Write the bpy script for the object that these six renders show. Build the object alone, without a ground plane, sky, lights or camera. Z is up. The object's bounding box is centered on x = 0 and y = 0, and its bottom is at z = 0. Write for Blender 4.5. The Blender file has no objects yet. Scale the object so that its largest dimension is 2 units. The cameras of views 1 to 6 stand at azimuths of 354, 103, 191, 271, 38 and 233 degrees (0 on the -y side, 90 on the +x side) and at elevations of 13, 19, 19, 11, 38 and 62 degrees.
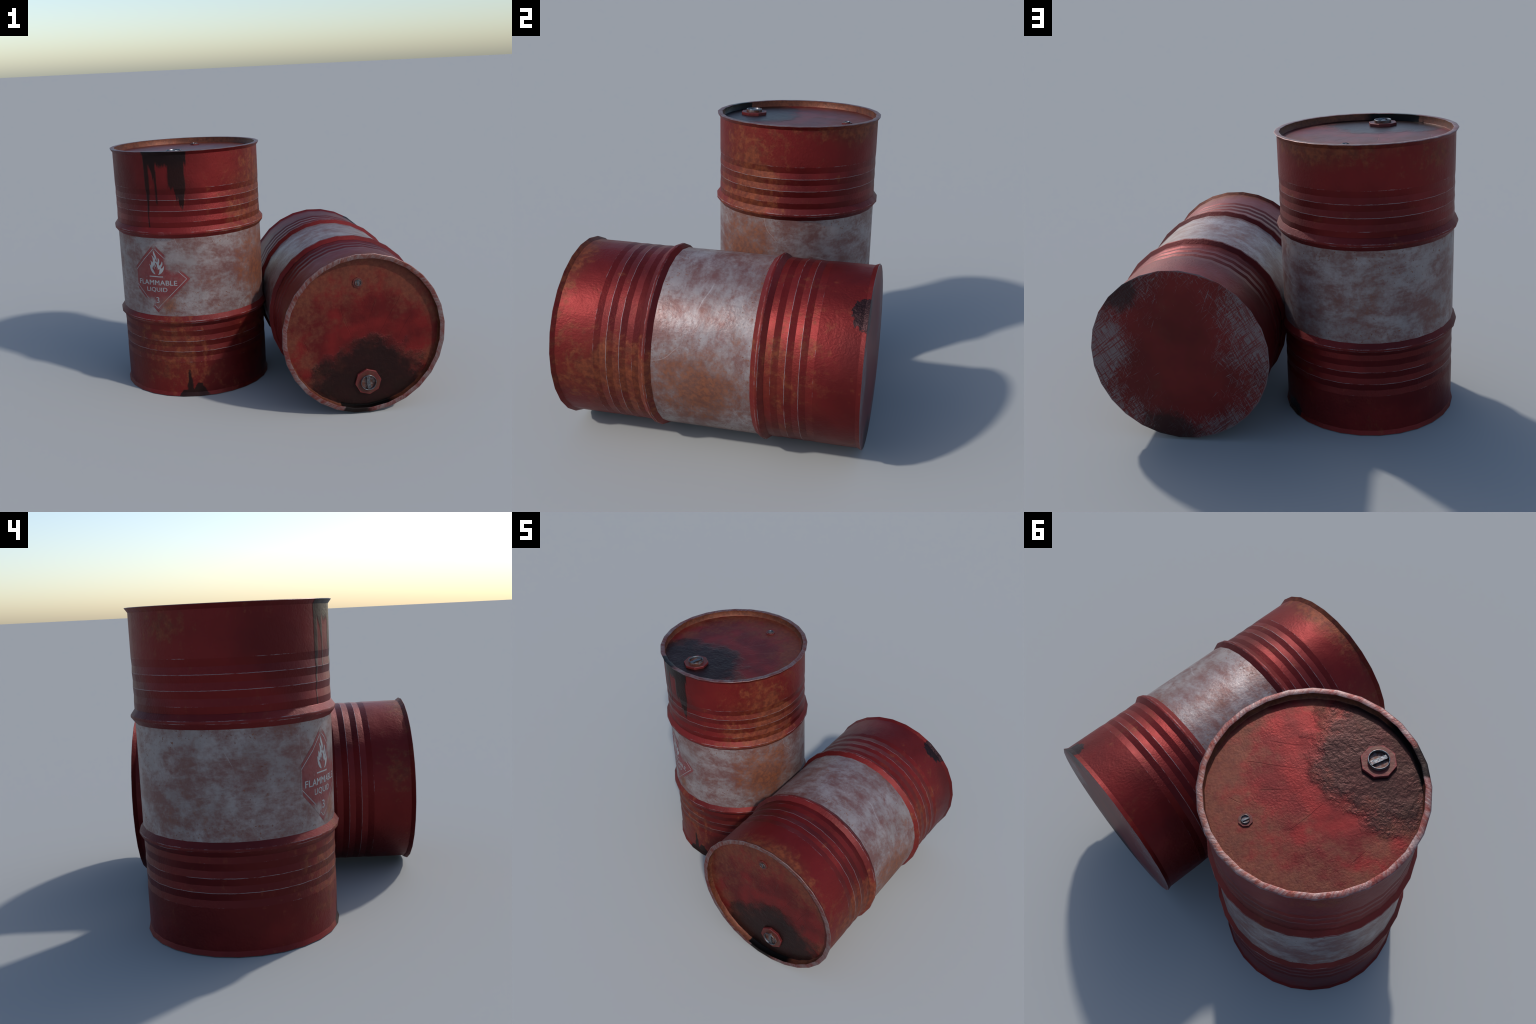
# Two weathered steel oil drums: one standing, one lying on its side.
import bpy, bmesh, math
from mathutils import Matrix, Vector

# ------------------------------------------------------------------ sizes (m)
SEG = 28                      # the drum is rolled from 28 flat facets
STEP = 2 * math.pi / SEG
R = 0.4895                     # side wall
R_HOOP = 0.5107               # crest of the rolling hoops
R_RIM = 0.5052                # top chime
R_FOOT = 0.4992                # bottom chime
R_LID = 0.4730                # lid disc inside the chime
H = 1.630
Z_LID = 1.5905
HOOP = dict(lo=(0.4865, 0.5135, 0.5265, 0.5550), hi=(1.0750, 1.1025, 1.1155, 1.1435))
GROOVE_LO = 0.238             # first ridge line of the lower beads
GROOVE_HI = 1.392             # first ridge line of the upper beads
HALF = 0.0357                 # half pitch of a bead
DENT = 0.0022                 # real depth of a bead
LABEL_PHI, LABEL_Z = math.radians(-106.5), 0.807

# ------------------------------------------------------------------ node helper
class Nodes:
    def __init__(self, name):
        m = bpy.data.materials.new(name)
        m.use_nodes = True
        self.mat, self.t = m, m.node_tree
        self.t.nodes.clear()
        self.out = self.t.nodes.new('ShaderNodeOutputMaterial')
        self.bsdf = self.t.nodes.new('ShaderNodeBsdfPrincipled')
        self.t.links.new(self.bsdf.outputs[0], self.out.inputs[0])
        tc = self.t.nodes.new('ShaderNodeTexCoord')
        self.P = tc.outputs['Object']
        sep = self.t.nodes.new('ShaderNodeSeparateXYZ')
        self.put(sep.inputs[0], self.P)
        self.x, self.y, self.z = sep.outputs
        self.phi = self.m('MULTIPLY', self.m('ARCTAN2', self.y, self.x), 57.29578)
        self.r = self.m('SQRT', self.m('ADD', self.m('MULTIPLY', self.x, self.x), self.m('MULTIPLY', self.y, self.y)))

    def put(self, sock, v):
        if isinstance(v, bpy.types.NodeSocket):
            self.t.links.new(v, sock)
        elif isinstance(v, (tuple, list)):
            sock.default_value = tuple(v) + ((1.0,) if len(v) == 3 and sock.type == 'RGBA' else ())
        else:
            sock.default_value = v

    def m(self, op, a, b=None, c=None, clamp=False):
        n = self.t.nodes.new('ShaderNodeMath')
        n.operation, n.use_clamp = op, clamp
        for i, v in enumerate((a, b, c)):
            if v is not None:
                self.put(n.inputs[i], v)
        return n.outputs[0]

    def add(self, *v):
        o = v[0]
        for w in v[1:]:
            o = self.m('ADD', o, w)
        return o

    def mul(self, *v):
        o = v[0]
        for w in v[1:]:
            o = self.m('MULTIPLY', o, w)
        return o

    def mx(self, *v):
        o = v[0]
        for w in v[1:]:
            o = self.m('MAXIMUM', o, w)
        return o

    def sub(self, a, b):
        return self.m('SUBTRACT', a, b)

    def inv(self, a):
        return self.m('SUBTRACT', 1.0, a)

    def ramp(self, v, lo, hi, to0=0.0, to1=1.0, smooth=True):
        n = self.t.nodes.new('ShaderNodeMapRange')
        n.interpolation_type = 'SMOOTHSTEP' if smooth else 'LINEAR'
        n.clamp = True
        for s, w in zip(('Value', 'From Min', 'From Max', 'To Min', 'To Max'), (v, lo, hi, to0, to1)):
            self.put(n.inputs[s], w)
        return n.outputs[0]

    def mix(self, f, a, b):
        n = self.t.nodes.new('ShaderNodeMix')
        n.data_type = 'RGBA'
        self.put(n.inputs[0], f)
        self.put(n.inputs[6], a)
        self.put(n.inputs[7], b)
        return n.outputs[2]

    def stretch(self, sx, sy, sz, shift=(0, 0, 0), rot=(0, 0, 0)):
        src = self.P
        if any(rot):
            q = self.t.nodes.new('ShaderNodeMapping')
            self.put(q.inputs['Vector'], src)
            q.inputs['Rotation'].default_value = rot
            src = q.outputs[0]
        n = self.t.nodes.new('ShaderNodeMapping')
        self.put(n.inputs['Vector'], src)
        n.inputs['Scale'].default_value = (sx, sy, sz)
        n.inputs['Location'].default_value = shift
        return n.outputs[0]

    def noise(self, scale, detail=4.0, rough=0.55, vec=None, dist=0.0, shift=0.0):
        n = self.t.nodes.new('ShaderNodeTexNoise')
        n.noise_dimensions = '4D'
        self.put(n.inputs['Vector'], vec or self.P)
        n.inputs['W'].default_value = shift
        n.inputs['Scale'].default_value = scale
        n.inputs['Detail'].default_value = detail
        n.inputs['Roughness'].default_value = rough
        n.inputs['Distortion'].default_value = dist
        return n.outputs[0]

    def vor(self, scale, vec=None, feature='F1'):
        n = self.t.nodes.new('ShaderNodeTexVoronoi')
        n.feature = feature
        self.put(n.inputs['Vector'], vec or self.P)
        n.inputs['Scale'].default_value = scale
        return n.outputs['Distance']

    def bump(self, height, dist=1.0, strength=1.0, normal=None):
        n = self.t.nodes.new('ShaderNodeBump')
        n.inputs['Strength'].default_value = strength
        n.inputs['Distance'].default_value = dist
        self.put(n.inputs['Height'], height)
        if normal is not None:
            self.put(n.inputs['Normal'], normal)
        return n.outputs[0]

    def blob(self, phi0, z0, dphi, dz, phi=None, z=None):
        """soft elliptical patch on the wall: 1 in the middle, 0 at its border"""
        a = self.m('DIVIDE', self.sub(phi or self.phi, phi0), dphi)
        b = self.m('DIVIDE', self.sub(z or self.z, z0), dz)
        d = self.m('SQRT', self.add(self.mul(a, a), self.mul(b, b)))
        return self.inv(self.m('MINIMUM', d, 1.0))

    def spot(self, x0, y0, rad):
        """soft round patch on an end plate"""
        a, b = self.sub(self.x, x0), self.sub(self.y, y0)
        d = self.m('DIVIDE', self.m('SQRT', self.add(self.mul(a, a), self.mul(b, b))), rad)
        return self.inv(self.m('MINIMUM', d, 1.0))

    def segment(self, x0, y0, x1, y1, width=0.0022):
        """a scratch drawn from one point of an end plate to another"""
        ln = math.hypot(x1 - x0, y1 - y0)
        ux, uy = (x1 - x0) / ln, (y1 - y0) / ln
        dx, dy = self.sub(self.x, x0), self.sub(self.y, y0)
        along = self.add(self.mul(dx, ux), self.mul(dy, uy))
        off = self.sub(self.mul(dy, ux), self.mul(dx, uy))
        sag = self.mul(self.sub(self.noise(6, 2, 0.5, shift=54.0 + x0), 0.5), 0.03)
        line = self.ramp(self.m('ABSOLUTE', self.add(off, sag)), 0.0003, width, 1, 0)
        return self.mul(line, self.ramp(along, 0, 0.02), self.ramp(along, ln - 0.04, ln, 1, 0))

    def finish(self, color, rough, metal, normal=None, spec=0.5):
        b = self.bsdf
        self.put(b.inputs['Base Color'], color)
        self.put(b.inputs['Roughness'], rough)
        self.put(b.inputs['Metallic'], metal)
        self.put(b.inputs['Specular IOR Level'], spec)
        if normal is not None:
            self.put(b.inputs['Normal'], normal)
        return self.mat


RED_A, RED_B = (0.090, 0.0058, 0.0060), (0.150, 0.0100, 0.0098)
RUST_A, RUST_B = (0.098, 0.0215, 0.0100), (0.195, 0.047, 0.0170)
OIL = (0.012, 0.0105, 0.0105)
WORN = (0.36, 0.35, 0.37)
METAL = 0.56


def red_paint(n):
    """faded red enamel with blotchy rust film; returns colour and rust mask"""
    broad = n.noise(2.6, 3, 0.5, shift=1.0)
    base = n.mix(n.ramp(broad, 0.36, 0.64), RED_A, RED_B)
    fine = n.noise(34, 5, 0.62, shift=4.0)
    streak = n.noise(1.0, 5, 0.65, n.stretch(24, 24, 3.2), shift=2.0)
    cloud = n.noise(5.5, 5, 0.62, shift=7.0)
    bias = n.mx(n.mul(n.blob(-14, 1.25, 44, 0.85), 0.36),
                n.mul(n.blob(78, 1.63, 62, 0.17), 0.46),
                n.mul(n.blob(-95, 0.28, 50, 0.42), 0.26),
                n.mul(n.blob(0, 0.42, 60, 0.30), 0.22),
                n.mul(n.blob(160, 1.55, 40, 0.20), 0.18))
    val = n.add(n.mul(cloud, 0.46), n.mul(fine, 0.22), n.mul(streak, 0.32), bias)
    clump = n.ramp(n.noise(17, 5, 0.68, shift=7.5), 0.40, 0.62, -0.08, 0.08)
    film = n.ramp(n.add(n.mul(n.noise(4.5, 4, 0.6, shift=7.8), 0.6), n.mul(bias, 1.2)), 0.34, 0.74, 0.0, 0.60)
    rust = n.mx(n.ramp(n.add(val, clump), 0.555, 0.80, 0.0, 0.88), film)
    rcol = n.mix(n.ramp(fine, 0.35, 0.68), RUST_A, RUST_B)
    return n.mix(rust, base, rcol), rust


def wear(n, color, lines, width=0.0012):
    """bare steel showing along ridges at given heights"""
    jag = n.add(n.z, n.mul(n.sub(n.noise(60, 3, 0.6, shift=9.0), 0.5), 0.004))
    chips = n.noise(9, 6, 0.72, shift=11.0)
    mask = None
    for zl, amount in lines:
        d = n.m('ABSOLUTE', n.sub(jag, zl))
        k = n.mul(n.ramp(d, width * 0.6, width * 1.7, 1, 0), n.ramp(chips, 0.60 - 0.24 * amount, 0.74 - 0.22 * amount))
        wide = n.mul(n.ramp(d, width, width * 6, 1, 0), n.ramp(n.noise(16, 6, 0.75, shift=zl * 9), 0.66, 0.74))
        k = n.mx(k, n.mul(wide, 0.8))
        mask = k if mask is None else n.mx(mask, k)
    mask = n.mul(mask, 0.42)
    return n.mix(mask, color, WORN), mask


def fine_bump(n, amount=1.0, oil=None):
    lump = n.noise(95, 5, 0.55, n.stretch(1, 1, 0.8), shift=3.0)
    big = n.noise(7, 3, 0.5, shift=5.0)
    patchy = n.ramp(n.noise(3.5, 3, 0.5, shift=5.5), 0.38, 0.62, 0.35, 1.0)
    h = n.add(n.mul(lump, patchy, 0.0017 * amount), n.mul(big, 0.004 * amount))
    return h


def drip(n, phi, z, c0, w0, z0, c1, w1, z1):
    """a run of oil between heights z0 (start) and z1 (end), tapering from w0 to w1 degrees"""
    t = n.ramp(z, z0, z1, 0, 1, smooth=False)
    c = n.m('MULTIPLY_ADD', t, c1 - c0, c0)
    w = n.m('MULTIPLY_ADD', t, w1 - w0, w0)
    side = n.ramp(n.sub(w, n.m('ABSOLUTE', n.sub(phi, c))), -0.55, 0.75)
    lo, hi = min(z0, z1), max(z0, z1)
    ends = n.mul(n.ramp(z, lo - 0.015, lo + 0.015), n.ramp(z, hi - 0.004, hi + 0.004, 1, 0))
    return n.mul(side, ends)


def oil_runs(n):
    phi = n.add(n.phi, n.mul(n.sub(n.noise(22, 4, 0.6, n.stretch(1, 1, 0.25), shift=8.0), 0.5), 3.2))
    z = n.add(n.z, n.mul(n.sub(n.noise(1.0, 4, 0.65, n.stretch(75, 75, 5), shift=6.0), 0.5), 0.17))
    runs = [(-93.4, 17.6, 1.72, -93.6, 17.0, 1.535), (-108.4, 2.4, 1.60, -108.4, 1.6, 1.36),
            (-108.4, 1.7, 1.42, -108.4, 0.7, 1.25), (-108.8, 0.7, 1.30, -109.0, 0.6, 1.14),
            (-103.8, 3.4, 1.58, -102.0, 1.0, 1.44), (-101.4, 1.3, 1.50, -101.2, 0.7, 1.29),
            (-84.8, 6.6, 1.60, -84.8, 6.3, 1.385), (-83.4, 5.0, 1.41, -81.6, 0.7, 1.27)]
    o = None
    for r_ in runs:
        k = drip(n, phi, z, *r_)
        o = k if o is None else n.mx(o, k)
    return o


def foot_stain(n):
    phi = n.add(n.phi, n.mul(n.sub(n.noise(24, 4, 0.6, shift=8.5), 0.5), 4.0))
    z = n.add(n.z, n.mul(n.sub(n.noise(40, 4, 0.65, shift=6.5), 0.5), 0.03))
    a = drip(n, phi, z, -82.0, 13.0, -0.02, -82.0, 8.0, 0.045)
    b = drip(n, phi, z, -84.0, 3.5, 0.0, -84.5, 0.5, 0.185)
    c = drip(n, phi, z, -77.0, 8.0, 0.0, -77.0, 1.5, 0.09)
    return n.mx(a, b, c)


def chip(n):
    phi = n.add(n.phi, n.mul(n.sub(n.noise(17, 6, 0.7, shift=12.0), 0.5), 26.0))
    z = n.add(n.z, n.mul(n.sub(n.noise(17, 6, 0.7, shift=13.0), 0.5), 0.13))
    return n.ramp(n.blob(45.0, 0.012, 10.5, 0.078, phi, z), 0.02, 0.07)


def wall_material(name, lines, beads=None, oil=False, foot=False, soft=0.0):
    n = Nodes(name)
    col, rust = red_paint(n)
    col, bare = wear(n, col, lines)
    rough = n.m('MULTIPLY_ADD', rust, 0.12, 0.475 + soft)
    rough = n.add(rough, n.mul(n.sub(n.noise(14, 4, 0.6, shift=14.0), 0.5), 0.16))
    metal = n.m('MULTIPLY_ADD', rust, -0.2, METAL - soft * 2)
    h = fine_bump(n, 1.25)
    if beads:
        start, lo, hi = beads
        tri = n.m('PINGPONG', n.sub(n.z, start), HALF)
        tri = n.mul(tri, n.mul(n.ramp(n.z, lo - 0.001, lo + 0.001), n.ramp(n.z, hi - 0.001, hi + 0.001, 1, 0)))
        h = n.sub(h, n.mul(tri, 0.17))
    if oil:
        o = oil_runs(n)
        depth = n.ramp(n.add(n.z, n.mul(n.noise(20, 3, 0.5, shift=2.5), 0.1)), 1.52, 1.66)
        ocol = n.mix(depth, (0.024, 0.0125, 0.0115), OIL)
        col = n.mix(n.mul(o, 0.94), col, ocol)
        rough = n.add(n.mul(rough, n.inv(o)), n.mul(o, 0.40))
        metal = n.add(n.mul(metal, n.inv(o)), n.mul(o, 0.85))
        h = n.add(h, n.mul(o, 0.0016))
    if foot:
        s, c = foot_stain(n), chip(n)
        col = n.mix(n.mul(s, 0.9), col, (0.017, 0.013, 0.012))
        col = n.mix(c, col, n.mix(n.noise(30, 5, 0.7, shift=15.0), (0.010, 0.006, 0.007), (0.050, 0.022, 0.024)))
        rough = n.m('MULTIPLY_ADD', c, -0.10, rough)
        k = n.mx(c, s)
        metal = n.add(n.mul(metal, n.inv(k)), n.mul(k, 0.85))
        h = n.add(h, n.mul(c, -0.0015), n.mul(c, n.noise(40, 5, 0.7, shift=16.0), 0.004))
    return n.finish(col, rough, metal, n.bump(h), 0.32)


def band_color(n):
    """dirty white paint of the middle band; returns colour, dirt mask, rust mask"""
    base = n.mix(n.ramp(n.noise(4, 4, 0.6, shift=20.0), 0.35, 0.65), (0.220, 0.188, 0.188), (0.288, 0.252, 0.252))
    smear = n.noise(1.0, 7, 0.68, n.stretch(4, 4, 11, rot=(0.06, 0.05, 0.7)), dist=0.5, shift=21.0)
    cloud = n.noise(6.5, 6, 0.68, n.stretch(1, 1, 1, rot=(0.5, 0.7, 0.4)), dist=0.3, shift=22.0)
    fine = n.noise(44, 5, 0.7, n.stretch(1, 1, 0.8, rot=(0.6, 0.4, 0.9)), shift=23.0)
    brush = n.noise(1.0, 5, 0.65, n.stretch(13, 13, 36, rot=(0.10, -0.08, 0.5)), dist=0.8, shift=21.5)
    dirt = n.ramp(n.add(n.mul(smear, 0.30), n.mul(cloud, 0.38), n.mul(fine, 0.16), n.mul(brush, 0.16)), 0.415, 0.58, 0.05, 0.95)
    col = n.mix(dirt, base, n.mix(n.noise(5, 2, 0.5, shift=24.0), (0.150, 0.058, 0.058), (0.135, 0.060, 0.048)))
    bias = n.mx(n.mul(n.blob(-13, 0.83, 42, 0.46), 0.52), n.mul(n.blob(-98, 0.63, 17, 0.10), 0.50),
                n.mul(n.blob(-118, 0.67, 12, 0.06), 0.18), n.mul(n.blob(20, 0.63, 26, 0.12), 0.26), n.mul(n.blob(172, 0.68, 50, 0.16), 0.20), n.mul(n.blob(105, 0.80, 40, 0.24), 0.20), 0.05)
    rust = n.ramp(n.add(n.mul(cloud, 0.42), n.mul(fine, 0.24), n.mul(n.noise(13, 5, 0.7, n.stretch(1, 1, 1, rot=(0.4, 0.6, 0.2)), shift=25.0), 0.34), bias), 0.58, 0.92, 0.0, 0.90)
    edge = n.mx(n.ramp(n.z, 0.555, 0.68, 1, 0), n.ramp(n.z, 0.98, 1.075))
    specks = n.mul(n.ramp(n.noise(78, 3, 0.6, n.stretch(1, 1, 0.85, rot=(0.7, 0.3, 0.5)), shift=26.0), 0.60, 0.66),
                   n.ramp(n.add(n.noise(3.2, 3, 0.6, shift=27.0), n.mul(edge, 0.26)), 0.45, 0.60))
    rust = n.mx(rust, n.mul(specks, 0.85))
    col = n.mix(rust, col, n.mix(n.ramp(fine, 0.36, 0.66), (0.100, 0.028, 0.014), (0.200, 0.060, 0.021)))
    line = n.noise(2.0, 1.0, 0.3, n.stretch(1, 1, 0.6, rot=(0.9, 0.5, 0.3)), dist=0.3, shift=28.0)
    scratch = n.mul(n.ramp(n.m('ABSOLUTE', n.sub(line, 0.5)), 0.0006, 0.0022, 1, 0), n.ramp(n.noise(4, 2, 0.5, shift=29.0), 0.50, 0.60))
    col = n.mix(n.mul(scratch, 0.28), col, (0.42, 0.40, 0.41))
    return col, dirt, rust


def band_finish(n, col, dirt, rust):
    rough = n.add(0.43, n.mul(rust, 0.22), n.mul(n.sub(n.noise(14, 4, 0.6, shift=14.0), 0.5), 0.16))
    return n.finish(col, rough, n.m('MULTIPLY_ADD', rust, -0.25, 0.35), n.bump(fine_bump(n, 0.9)))


def band_material():
    n = Nodes('band_paint')
    return band_finish(n, *band_color(n))


def label_material(name, ink_a, ink_b, fade):
    """printed ink worn through to the band paint"""
    n = Nodes(name)
    col, dirt, rust = band_color(n)
    jig = n.noise(40, 6, 0.7, shift=31.0)
    soft = n.noise(9, 5, 0.65, shift=32.0)
    gone = n.mx(n.mul(n.blob(-90.0, 0.925, 11, 0.10), 1.15), n.mul(n.blob(-113.0, 0.645, 6, 0.05), 0.9),
                n.ramp(n.phi, -124.0, -127.0, 0, 1.1), n.mul(n.blob(-106.5, 1.02, 3.0, 0.022), 0.5))
    keep = n.ramp(n.add(n.mul(soft, 0.70), n.mul(jig, 0.60), n.mul(gone, 0.62)), 0.66 + fade, 1.00 + fade, 1, 0)
    ink = n.mix(n.ramp(n.noise(20, 4, 0.6, shift=33.0), 0.35, 0.65), ink_a, ink_b)
    keep = n.mul(keep, n.ramp(rust, 0.1, 0.9, 1.0, 0.35))
    return band_finish(n, n.mix(keep, col, ink), dirt, rust)


def oil_pool(n):
    """spilt oil around the bung, with a ragged edge"""
    jag = n.noise(16, 6, 0.75, shift=41.0)
    broad = n.noise(6.5, 3, 0.5, shift=42.3)
    a, b = n.mul(n.sub(n.x, 0.012), 0.88), n.add(n.y, 0.36)
    d = n.m('SQRT', n.add(n.mul(a, a), n.mul(b, b)))
    d = n.add(d, n.mul(n.sub(jag, 0.5), 0.14), n.mul(n.sub(broad, 0.5), 0.15))
    return n.ramp(d, 0.304, 0.356, 1, 0), n.ramp(d, 0.12, 0.36, 1, 0)


def rim_oil(n, a0=-110.5, a1=-92.0):
    phi = n.add(n.phi, n.mul(n.sub(n.noise(30, 4, 0.6, shift=44.0), 0.5), 4.0))
    return n.mul(n.ramp(phi, a0 - 0.8, a0 + 0.8), n.ramp(phi, a1 - 3, a1 + 6, 1, 0))


# long shallow scratches across the lid (x0, y0, x1, y1)
SCRATCHES = [(0.26, 0.21, 0.086, -0.055), (0.11, 0.223, 0.024, 0.029), (0.134, 0.351, 0.078, 0.303),
             (-0.129, 0.188, -0.075, -0.016), (-0.368, 0.007, -0.34, -0.092), (0.308, 0.072, 0.204, -0.086)]


def lid_material():
    n = Nodes('lid_paint')
    base = n.mix(n.ramp(n.noise(4.5, 3, 0.55, shift=50.0), 0.38, 0.62), RED_A, (0.160, 0.0105, 0.0100))
    fine = n.noise(42, 5, 0.66, shift=51.0)
    cloud = n.noise(8.5, 6, 0.62, shift=52.0)
    edge = n.ramp(n.r, 0.22, 0.47)
    val = n.add(n.mul(cloud, 0.74), n.mul(fine, 0.18), n.mul(edge, 0.13), n.mul(n.spot(-0.02, 0.36, 0.26), 0.14), n.mul(n.spot(0.32, 0.25, 0.26), 0.08),
                n.mul(n.spot(0.33, -0.04, 0.16), -0.22), n.mul(n.spot(0.0, 0.04, 0.2), -0.08))
    rust = n.ramp(val, 0.44, 0.68, 0.0, 0.85)
    col = n.mix(rust, base, n.mix(n.ramp(fine, 0.30, 0.72), (0.082, 0.0215, 0.0115), (0.140, 0.039, 0.0180)))
    o, deep = oil_pool(n)
    wall = n.ramp(n.z, Z_LID + 0.0005, Z_LID + 0.002)
    col = n.mix(n.mul(wall, 0.9), col, n.mix(n.ramp(fine, 0.35, 0.66), (0.070, 0.021, 0.011), (0.130, 0.038, 0.017)))
    o = n.mul(o, n.inv(wall))
    thin = n.ramp(n.add(n.mul(n.noise(6, 5, 0.65, shift=53.0), 0.8), n.mul(deep, -0.06)), 0.36, 0.58)
    ocol = n.mix(thin, (0.022, 0.0140, 0.0135), (0.066, 0.0230, 0.0170))
    o = n.mul(o, n.ramp(n.add(n.noise(11, 5, 0.65, shift=53.5), n.mul(deep, 0.35)), 0.40, 0.72, 0.40, 1.0))
    col = n.mix(n.mul(o, 0.90), col, ocol)
    w = n.mul(n.mx(wall, n.ramp(n.r, 0.455, 0.468)), rim_oil(n, -113.0, -74.0))
    col = n.mix(w, col, (0.006, 0.005, 0.005))
    ob = n.mx(o, w)
    rough = n.add(n.mul(n.m('MULTIPLY_ADD', rust, 0.12, 0.42), n.inv(ob)), n.mul(ob, 0.37))
    metal = n.add(n.mul(n.m('MULTIPLY_ADD', rust, -0.2, METAL), n.inv(ob)), n.mul(ob, 0.85))
    dent = None
    for x0, y0, x1, y1 in SCRATCHES:
        k = n.segment(x0, y0, x1, y1)
        dent = k if dent is None else n.mx(dent, k)
    rough_h = n.add(n.mul(n.noise(50, 5, 0.55, dist=0.3, shift=56.0), n.ramp(n.noise(7, 3, 0.5, shift=56.5), 0.3, 0.7, 0.45, 1.2)), n.mul(n.noise(16, 3, 0.5, shift=57.0), 0.9))
    h = n.add(fine_bump(n, 0.85), n.mul(dent, -0.0012), n.mul(o, 0.0012), n.mul(o, rough_h, 0.0026))
    return n.finish(col, rough, metal, n.bump(h), 0.35)


def rim_material():
    n = Nodes('worn_chime')
    # wear streaks that lean across the ring
    lean = n.add(n.mul(n.phi, 0.8), n.mul(n.r, 60.0))
    n1 = n.t.nodes.new('ShaderNodeTexNoise')
    n1.noise_dimensions = '2D'
    cmb = n.t.nodes.new('ShaderNodeCombineXYZ')
    n.put(cmb.inputs[0], lean)
    n.put(cmb.inputs[1], n.mul(n.r, 12.0))
    n.put(n1.inputs['Vector'], cmb.outputs[0])
    n1.inputs['Scale'].default_value = 0.8
    n1.inputs['Detail'].default_value = 5
    n1.inputs['Roughness'].default_value = 0.65
    col, rust = red_paint(n)
    col = n.mix(0.55, col, (0.115, 0.028, 0.022))
    bare = n.ramp(n.add(n.mul(n1.outputs[0], 0.30), n.mul(n.noise(11, 6, 0.72, shift=60.0), 0.70)), 0.40, 0.62)
    outer = n.ramp(n.r, R_RIM - 0.006, R_RIM - 0.001)
    bare = n.mx(n.mul(bare, 0.8), n.mul(outer, 0.85))
    col = n.mix(bare, col, (0.200, 0.160, 0.162))
    o = rim_oil(n)
    col = n.mix(n.mul(o, 0.95), col, (0.010, 0.009, 0.0085))
    rough = n.add(n.mul(0.45, n.inv(o)), n.mul(o, 0.35))
    metal = n.add(n.mul(n.m('MULTIPLY_ADD', bare, 0.15, 0.55), n.inv(o)), n.mul(o, 0.85))
    h = n.add(fine_bump(n, 0.8), n.mul(n1.outputs[0], 0.0007))
    return n.finish(col, rough, metal, n.bump(h))


def plate_material():
    n = Nodes('scuffed_base_plate')
    col = n.mix(n.ramp(n.noise(3, 3, 0.5, shift=70.0), 0.35, 0.65), (0.092, 0.0068, 0.0064), (0.140, 0.0105, 0.0098))
    fine = n.noise(34, 4, 0.6, shift=71.0)
    brown = n.ramp(n.add(n.noise(4.5, 5, 0.62, shift=72.0), n.mul(n.ramp(n.r, 0.25, 0.5), 0.06)), 0.56, 0.74, 0, 0.4)
    col = n.mix(brown, col, n.mix(fine, (0.07, 0.022, 0.013), (0.13, 0.042, 0.02)))
    yy = n.mul(n.y, 0.72)
    oval = n.m('SQRT', n.add(n.mul(n.x, n.x), n.mul(yy, yy)))
    where = n.add(n.ramp(oval, 0.06, 0.50, -0.115, 0.080), n.mul(n.sub(n.noise(3.6, 4, 0.6, shift=73.0), 0.5), 0.42), n.mul(n.spot(-0.40, 0.14, 0.42), 0.12), n.mul(n.spot(-0.25, -0.42, 0.25), 0.08), n.mul(n.spot(0.42, 0.02, 0.28), 0.10))
    hatch = None
    for ang, s in ((0.62, 74.0), (2.05, 75.0), (0.92, 76.0), (2.38, 77.0), (1.30, 77.5)):
        q = n.noise(1.0, 4, 0.6, n.stretch(9, 190, 1, rot=(0, 0, ang)), dist=0.2, shift=s)
        k = n.ramp(n.add(q, where), 0.60, 0.70)
        hatch = k if hatch is None else n.mx(hatch, k)
    red_lines = None
    for ang, s in ((0.75, 78.0), (2.1, 79.0)):
        q = n.noise(1.0, 3, 0.6, n.stretch(7, 130, 1, rot=(0, 0, ang)), dist=0.2, shift=s)
        k = n.ramp(q, 0.50, 0.60)
        red_lines = k if red_lines is None else n.mx(red_lines, k)
    hatch = n.mul(hatch, n.inv(n.mul(red_lines, 0.85)))
    edge = n.ramp(n.r, R_FOOT - 0.012, R_FOOT - 0.004)
    hatch = n.mx(hatch, n.mul(edge, n.ramp(n.noise(6, 4, 0.6, shift=80.0), 0.35, 0.6)))
    col = n.mix(n.mul(hatch, 0.75), col, (0.18, 0.17, 0.18))
    soil = n.noise(12, 5, 0.68, shift=81.0)
    dark = n.ramp(n.add(n.mx(n.spot(0.35, 0.36, 0.22), n.mul(n.spot(0.05, -0.52, 0.30), 1.05)), n.mul(n.sub(soil, 0.5), 0.9)), 0.28, 0.62)
    col = n.mix(n.mul(dark, 0.75), col, (0.012, 0.009, 0.009))
    metal = n.m('MULTIPLY_ADD', hatch, 0.25, 0.35)
    h = n.add(fine_bump(n, 0.35), n.mul(hatch, -0.0006))
    return n.finish(col, n.m('MULTIPLY_ADD', hatch, -0.06, 0.46), metal, n.bump(h), 0.3)


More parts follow.
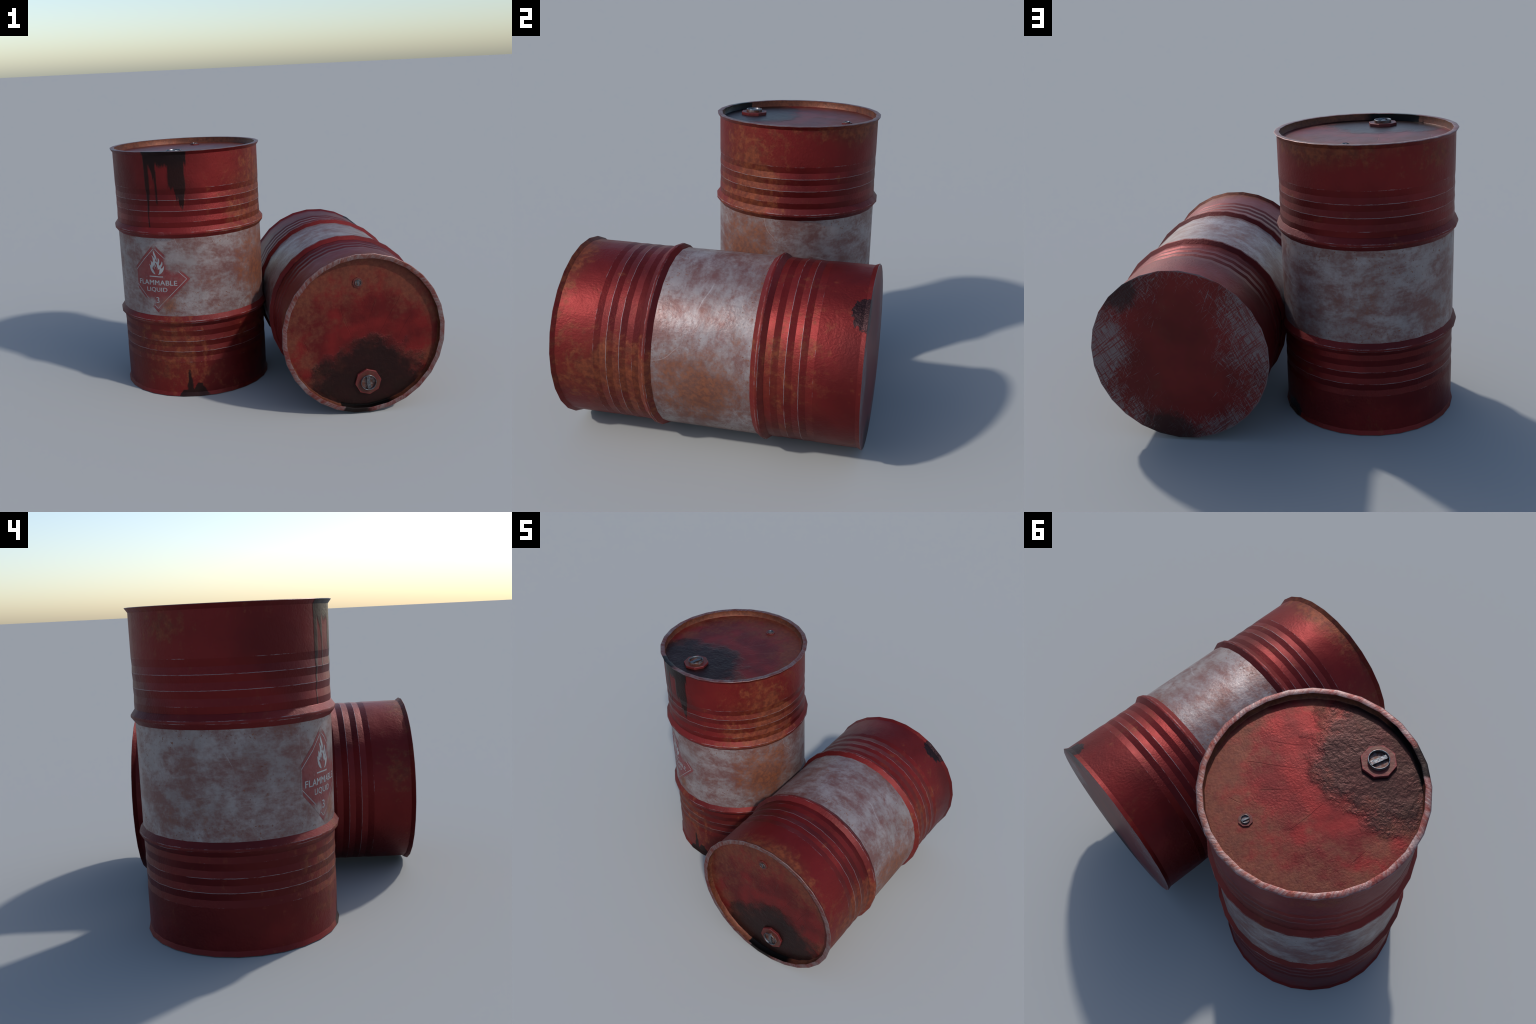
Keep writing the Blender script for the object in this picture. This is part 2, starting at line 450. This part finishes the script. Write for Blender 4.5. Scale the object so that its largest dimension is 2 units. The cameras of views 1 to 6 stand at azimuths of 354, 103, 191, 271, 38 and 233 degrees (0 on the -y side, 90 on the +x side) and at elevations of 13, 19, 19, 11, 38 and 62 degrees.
def flange_material():
    n = Nodes('bung_paint')
    fine = n.noise(60, 5, 0.65, shift=90.0)
    rust = n.ramp(n.noise(24, 4, 0.6, shift=91.0), 0.38, 0.58, 0.1, 0.9)
    col = n.mix(rust, (0.095, 0.012, 0.012), n.mix(fine, (0.055, 0.020, 0.0135), (0.105, 0.037, 0.024)))
    edge = n.mx(n.mul(n.inv(n.spot(0, -0.317, 0.083)), n.ramp(n.y, 0.0, -0.01)), n.mul(n.inv(n.spot(0, 0.321, 0.0332)), n.ramp(n.y, 0.0, 0.01)))
    edge = n.ramp(n.add(edge, n.mul(n.sub(n.noise(45, 3, 0.6, shift=93.0), 0.5), 0.12)), 0.84, 0.93)
    col = n.mix(n.mul(edge, 0.9), col, (0.135, 0.0165, 0.0175))
    return n.finish(col, 0.45, 0.4, n.bump(n.mul(n.noise(70, 5, 0.6, shift=92.0), 0.0012)))


def plug_material():
    n = Nodes('plug_steel')
    fine = n.noise(70, 5, 0.65, shift=95.0)
    col = n.mix(n.ramp(fine, 0.35, 0.7), (0.070, 0.078, 0.088), (0.21, 0.22, 0.24))
    rust = n.ramp(n.noise(55, 4, 0.6, shift=96.0), 0.50, 0.64)
    col = n.mix(n.mul(rust, 0.6), col, (0.15, 0.06, 0.04))
    return n.finish(col, n.m('MULTIPLY_ADD', fine, 0.25, 0.20), 0.9, n.bump(n.mul(fine, 0.0012)))


def cup_material():
    n = Nodes('plug_cup')
    fine = n.noise(60, 5, 0.65, shift=97.0)
    rust = n.ramp(n.noise(45, 4, 0.6, shift=98.0), 0.40, 0.60)
    col = n.mix(rust, (0.14, 0.11, 0.11), n.mix(fine, (0.065, 0.022, 0.014), (0.12, 0.042, 0.026)))
    return n.finish(col, 0.48, 0.4, n.bump(n.mul(fine, 0.0012)))


UP_LINES = [(GROOVE_HI, 0.35), (GROOVE_HI - 2 * HALF, 1.0), (GROOVE_HI - 4 * HALF, 1.0), (GROOVE_HI - 6 * HALF, 0.3)]
LO_LINES = [(GROOVE_LO, 0.3), (GROOVE_LO + 2 * HALF, 0.9), (GROOVE_LO + 4 * HALF, 0.8), (GROOVE_LO + 6 * HALF, 0.3)]
M_UP = wall_material('upper_paint', UP_LINES, (GROOVE_HI, 1.144, GROOVE_HI), oil=True)
M_LO = wall_material('lower_paint', LO_LINES, (GROOVE_LO, GROOVE_LO, 0.486), foot=True)
M_HOOP = wall_material('hoop_paint', soft=0.07, lines= [(z, a) for k in ('lo', 'hi') for z, a in ((HOOP[k][1], 0.55), (HOOP[k][2], 0.6))])
M_BAND = band_material()
M_LID = lid_material()
M_RIM = rim_material()
M_PLATE = plate_material()
M_FLANGE = flange_material()
M_STEEL = plug_material()
M_CUP = cup_material()
M_LABEL = label_material('label_red', (0.165, 0.027, 0.030), (0.200, 0.040, 0.041), 0.0)
M_INK = label_material('label_white', (0.28, 0.29, 0.305), (0.33, 0.335, 0.345), 0.06)

# ------------------------------------------------------------------ meshes
def add_object(name, mesh, mat, parent):
    o = bpy.data.objects.new(name, mesh)
    bpy.context.scene.collection.objects.link(o)
    mesh.materials.clear()
    mesh.materials.append(mat)
    o.parent = parent
    return o


def lathe(name, profile, sharp, seg=SEG, phase=0.0, centre=(0, 0), cap_first=False, cap_last=False):
    """revolve (radius, height) pairs; rings listed in `sharp` are hard edges"""
    bm = bmesh.new()
    rings = []
    for r_, z_ in profile:
        rings.append([bm.verts.new((centre[0] + r_ * math.cos(phase + 2 * math.pi * i / seg),
                                    centre[1] + r_ * math.sin(phase + 2 * math.pi * i / seg), z_)) for i in range(seg)])
    for a, b in zip(rings, rings[1:]):
        for i in range(seg):
            j = (i + 1) % seg
            bm.faces.new((a[i], a[j], b[j], b[i]))
    if cap_first:
        bm.faces.new(list(reversed(rings[0])))
    if cap_last:
        bm.faces.new(rings[-1])
    bm.normal_update()
    for f in bm.faces:
        f.smooth = True
    for k in sharp:
        ring = rings[k]
        for i in range(seg):
            e = bm.edges.get((ring[i], ring[(i + 1) % seg]))
            if e:
                e.smooth = False
    me = bpy.data.meshes.new(name)
    bm.to_mesh(me)
    bm.free()
    return me


def flat_edges(me):
    for p in me.polygons:
        p.use_smooth = False


def beads(start, direction, stop):
    """zig-zag of shallow beads pressed into the wall"""
    pts, k, z = [], 0, start
    while (stop - z) * direction > 0.012:
        pts.append((R if k % 2 == 0 else R - DENT, z))
        k += 1
        z = start + direction * HALF * k
    return pts


def build_drum(root):
    # side wall in three lengths, split at the rolling hoops
    up = [(R_RIM, 1.6275), (R, 1.606)] + beads(GROOVE_HI, -1, HOOP['hi'][3]) + [(R, HOOP['hi'][3])]
    up.reverse()
    add_object('upper_wall', lathe('upper_wall', up, range(len(up))), M_UP, root)
    lo = [(R_FOOT, 0.0015), (R, 0.025)] + beads(GROOVE_LO, 1, HOOP['lo'][0]) + [(R, HOOP['lo'][0])]
    add_object('lower_wall', lathe('lower_wall', lo, range(len(lo))), M_LO, root)
    add_object('middle_band', lathe('middle_band', [(R, HOOP['lo'][3]), (R, HOOP['hi'][0])], ()), M_BAND, root)
    for k in ('lo', 'hi'):
        z = HOOP[k]
        prof = [(R, z[0]), (R_HOOP - 0.0012, z[1] - 0.0012), (R_HOOP, z[1] + 0.0012), (R_HOOP, z[2] - 0.0012), (R_HOOP - 0.0012, z[2] + 0.0012), (R, z[3])]
        add_object('rolling_hoop', lathe('rolling_hoop', prof, (1, 4)), M_HOOP, root)
    # top chime, recessed lid, bottom plate
    chime = [(R_RIM, 1.6275), (R_RIM - 0.0012, 1.6292), (R_RIM - 0.005, H), (R_LID + 0.006, H), (R_LID + 0.003, 1.6288)]
    add_object('chime', lathe('chime', chime, ()), M_RIM, root)
    lid = [(R_LID + 0.003, 1.6288), (R_LID, Z_LID + 0.002), (R_LID - 0.002, Z_LID), (0.3, Z_LID), (0.15, Z_LID)]
    add_object('lid', lathe('lid', lid, (0, 2), cap_last=True), M_LID, root)
    plate = [(0.2, 0.0), (R_FOOT - 0.0015, 0.0), (R_FOOT, 0.0015)]
    add_object('base_plate', lathe('base_plate', plate, (1,), cap_first=True), M_PLATE, root)
    # bungs
    for name, c, s in (('bung', (0.0, -0.317), 1.0), ('vent_bung', (0.0, 0.321), 0.40)):
        z0, z1, z2 = Z_LID - 0.002, Z_LID + 0.016 * s, Z_LID + 0.032 * s
        ph = math.radians(92)
        fl = lathe(name, [(0.083 * s, z0), (0.083 * s, z1 - 0.002 * s), (0.081 * s, z1), (0.046 * s, z1), (0.046 * s, z2 - 0.020 * s)], (1, 2), 8, ph, c, cap_last=True)
        flat_edges(fl)
        bung = add_object(name, fl, M_FLANGE, root)
        ro, ri = 0.0490 * s, 0.0445 * s
        cup = lathe('plug_cup', [(ro, z1 - 0.001), (ro, z2 - 0.004 * s), (ro - 0.0005 * s, z2 - 0.004 * s)], (1,), 24, 0, c)
        add_object('plug_cup', cup, M_CUP, bung)
        floor = lathe('plug_floor', [(ri + 0.001 * s, z2 - 0.018 * s), (0.02 * s, z2 - 0.018 * s)], (), 24, 0, c, cap_last=True)
        add_object('plug_floor', floor, M_CUP, bung)
        ring = lathe('plug_ring', [(ro, z2 - 0.004 * s), (ro, z2 - 0.001 * s), (ro - 0.001 * s, z2), (ri + 0.001 * s, z2),
                                   (ri, z2 - 0.001 * s), (ri, z2 - 0.021 * s)], (), 24, 0, c)
        add_object('plug_ring', ring, M_STEEL, bung)
        # grip bar across the cup, stepped down at both ends
        bm = bmesh.new()
        w, ln = 0.0105 * s, 0.046 * s
        for dy, length, top in ((0.0, ln - 0.006 * s, z2 - 0.006 * s), (0.0, ln, z2 - 0.0085 * s)):
            g = bmesh.ops.create_cube(bm, size=1.0)
            wid = w if length < ln else w * 0.86
            for v in g['verts']:
                v.co = (c[0] + v.co.x * 2 * wid, c[1] + v.co.y * 2 * length, top - 0.0075 * s * (0.5 - v.co.z))
        bmesh.ops.bevel(bm, geom=bm.edges[:], offset=0.0012 * s, segments=2, affect='EDGES', profile=0.5)
        me = bpy.data.meshes.new('grip_bar')
        bm.to_mesh(me)
        bm.free()
        add_object('grip_bar', me, M_STEEL, bung)
    build_label(root)


# ------------------------------------------------------------------ warning label
def wrap(me, lift):
    """cut a flat print at the facet lines of the drum and lay it on the wall"""
    bm = bmesh.new()
    bm.from_mesh(me)
    bmesh.ops.triangulate(bm, faces=bm.faces[:])
    for k in range(-14, 15):
        xk = (k * STEP - LABEL_PHI) * R
        bmesh.ops.bisect_plane(bm, geom=bm.verts[:] + bm.edges[:] + bm.faces[:], plane_co=(xk, 0, 0), plane_no=(1, 0, 0))
    for v in bm.verts:
        phi = LABEL_PHI + v.co.x / R
        off = (phi % STEP) - STEP / 2
        rad = R * math.cos(STEP / 2) / math.cos(off) + lift + v.co.z
        v.co = (rad * math.cos(phi), rad * math.sin(phi), LABEL_Z + v.co.y)
    bm.normal_update()
    for f in bm.faces:
        f.smooth = True
        mid = f.calc_center_median()
        if abs(f.normal.z) < 0.5 and f.normal.x * mid.x + f.normal.y * mid.y < -0.2 * mid.length:
            f.normal_flip()
    bm.to_mesh(me)
    bm.free()
    me.normals_split_custom_set_from_vertices([Vector((v.co.x, v.co.y, 0)).normalized() for v in me.vertices])
    return me


def filled(name, loops, extrude=0.0002):
    """flat shape from closed outlines (inner ones become holes)"""
    cu = bpy.data.curves.new(name, 'CURVE')
    cu.dimensions, cu.fill_mode, cu.extrude = '2D', 'BOTH', extrude
    for loop in loops:
        sp = cu.splines.new('POLY')
        sp.points.add(len(loop) - 1)
        for p, (x, y) in zip(sp.points, loop):
            p.co = (x, y, 0, 1)
        sp.use_cyclic_u = True
    return to_mesh(name, cu)


def to_mesh(name, cu):
    o = bpy.data.objects.new(name, cu)
    bpy.context.scene.collection.objects.link(o)
    dg = bpy.context.evaluated_depsgraph_get()
    me = bpy.data.meshes.new_from_object(o.evaluated_get(dg))
    me.name = name
    bpy.data.objects.remove(o)
    bpy.data.curves.remove(cu)
    return me


def words(name, text, width, height, cx, cy, bold):
    cu = bpy.data.curves.new(name, 'FONT')
    cu.body, cu.align_x, cu.size, cu.extrude = text, 'CENTER', 1.0, 0.0002
    cu.space_character = 1.06
    me = to_mesh(name, cu)
    xs = [v.co.x for v in me.vertices]
    ys = [v.co.y for v in me.vertices]
    sx, sy = width / (max(xs) - min(xs)), height / (max(ys) - min(ys))
    mx, my = (max(xs) + min(xs)) / 2, (max(ys) + min(ys)) / 2
    for v in me.vertices:
        v.co = (cx + (v.co.x - mx) * sx, cy + (v.co.y - my) * sy, v.co.z)
    # heavier strokes: the print is laid three times, a hair apart
    bm = bmesh.new()
    for k in (-1, 0, 1):
        n0 = len(bm.verts)
        bm.from_mesh(me)
        bm.verts.ensure_lookup_table()
        for v in bm.verts[n0:]:
            v.co += Vector((k * bold, k * bold * 0.3, 0.00008 * (k + 1)))
    bm.to_mesh(me)
    bm.free()
    return me


# flame pictogram, millimetres from the label's centre, drawn tongue by tongue
FLAME = [(-3, 186), (0, 176), (5, 164), (11, 151), (15, 139), (16, 128), (12, 113), (18, 109), (23, 117), (25, 129), (24, 139),
         (32, 133), (36, 121), (34, 108), (30, 95), (32, 88), (40, 93), (47, 105), (52, 117), (56, 107), (55, 96), (49, 84), (42, 73),
         (44, 68), (53, 73), (59, 80), (63, 88), (64, 77), (61, 62), (54, 49), (44, 38), (32, 30), (18, 26),
         (26, 36), (31, 51), (33, 66), (26, 64), (19, 58), (21, 71), (21, 82), (17, 72), (12, 68), (14, 80), (15, 88), (12, 97), (6, 106),
         (2, 105), (1, 99), (5, 89), (6, 81), (3, 77), (-1, 85), (-3, 93), (-6, 91), (-6, 80), (-3, 61), (-8, 70), (-11, 82), (-14, 87),
         (-17, 82), (-15, 73), (-19, 72), (-25, 72), (-21, 64), (-14, 54), (-9, 43), (-3, 28),
         (-14, 31), (-26, 41), (-34, 54), (-38, 67), (-39, 80), (-44, 97), (-39, 91), (-33, 84), (-30, 95), (-29, 107), (-33, 121),
         (-26, 113), (-18, 105), (-14, 117), (-14, 132), (-17, 144), (-23, 156), (-15, 150), (-9, 143), (-1, 131),
         (0, 140), (-4, 149), (-8, 161), (-8, 173)]
FLAME_EYE = [(6, 135), (9, 128), (11, 119), (7, 112), (3, 116), (4, 127)]


def smooth_loop(pts, cuts=3):
    """rounded outline through control points (Catmull-Rom), tips kept"""
    out, n_ = [], len(pts)
    for i in range(n_):
        p0, p1, p2, p3 = (Vector(pts[(i + k) % n_]) for k in (-1, 0, 1, 2))
        for c in range(cuts):
            t = c / cuts
            out.append(tuple(0.5 * ((2 * p1) + (p2 - p0) * t * 0.8 + (2 * p0 - 5 * p1 + 4 * p2 - p3) * t * t * 0.4 * 0 + (p2 - p1) * 2 * t - (p2 - p0) * t * 0.8)))
    return out


def build_label(root):
    ow, oh = 0.234, 0.2300      # outer diamond half sizes
    iw, ih = 0.2105, 0.2030     # white border line
    cut = -0.168                # the left corner has been rubbed away
    yc = oh * (1 + cut / ow)
    panel = filled('warning_label', [[(0, oh), (ow, 0), (0, -oh), (cut, -yc), (cut, yc)]])
    label = add_object('warning_label', wrap(panel, 0.0005), M_LABEL, root)

    def strip(x0, x1, s, t=0.0022):
        """piece of the border line between x0 and x1 on the upper (s=1) or lower (s=-1) edge"""
        line = lambda x, d: s * (ih * (1 - abs(x) / iw) + d)
        return [(x0, line(x0, -t)), (x1, line(x1, -t)), (x1, line(x1, t)), (x0, line(x0, t))]

    pieces = [strip(-0.166, -0.008, 1), strip(0.006, 0.072, 1), strip(0.157, iw, 1), strip(0.0, iw, -1), strip(-0.024, 0.0, -1), strip(-0.160, -0.064, -1)]
    add_object('border_line', wrap(filled('border_line', pieces), 0.0009), M_INK, label)
    mm = lambda pts: [(x * 0.001, y * 0.001) for x, y in pts]
    add_object('flame_mark', wrap(filled('flame_mark', [mm(FLAME), mm(FLAME_EYE)]), 0.0009), M_INK, label)
    bar = [(-0.048, 0.0098), (0.053, 0.0098), (0.053, 0.0162), (-0.048, 0.0162)]
    add_object('ground_line', wrap(filled('ground_line', [bar]), 0.0009), M_INK, label)
    for txt, w, h, cx, cy, b in (('FLAMMABLE', 0.285, 0.0325, 0.004, -0.0275, 0.0010), ('LIQUID', 0.150, 0.0335, 0.001, -0.0765, 0.0007), ('3', 0.0215, 0.0400, 0.003, -0.146, 0.0008)):
        add_object('lettering', wrap(words('lettering', txt, w, h, cx, cy, b), 0.0009), M_INK, label)


# ------------------------------------------------------------------ the two drums
def new_root(name, label):
    e = bpy.data.objects.new(name, None)
    bpy.context.scene.collection.objects.link(e)
    e['label'], e['category'] = label, 'oil drum'
    return e


standing = new_root('oil_drum', 'rusty red steel drum with white band, standing upright')
build_drum(standing)


def copy_tree(src, parent):
    for ch in [o for o in bpy.data.objects if o.parent == src]:
        o = ch.copy()
        bpy.context.scene.collection.objects.link(o)
        o.parent = parent
        copy_tree(ch, o)


lying = new_root('oil_drum', 'rusty red steel drum with white band, lying on side')
copy_tree(standing, lying)

standing.matrix_world = Matrix.Translation((-0.4895, 0.184, 0.0)) @ Matrix.Rotation(math.radians(-14.5), 4, 'Z')
# lying: drum axis (local z) points to -y
tilt = Matrix(((1, 0, 0, 0), (0, 0, -1, 0), (0, 1, 0, 0), (0, 0, 0, 1)))
lying.matrix_world = Matrix.Translation((0.4870, 0.815, 0.5098)) @ Matrix.Rotation(math.radians(0.24), 4, 'Z') @ tilt @ Matrix.Rotation(math.radians(4.75), 4, 'Z')
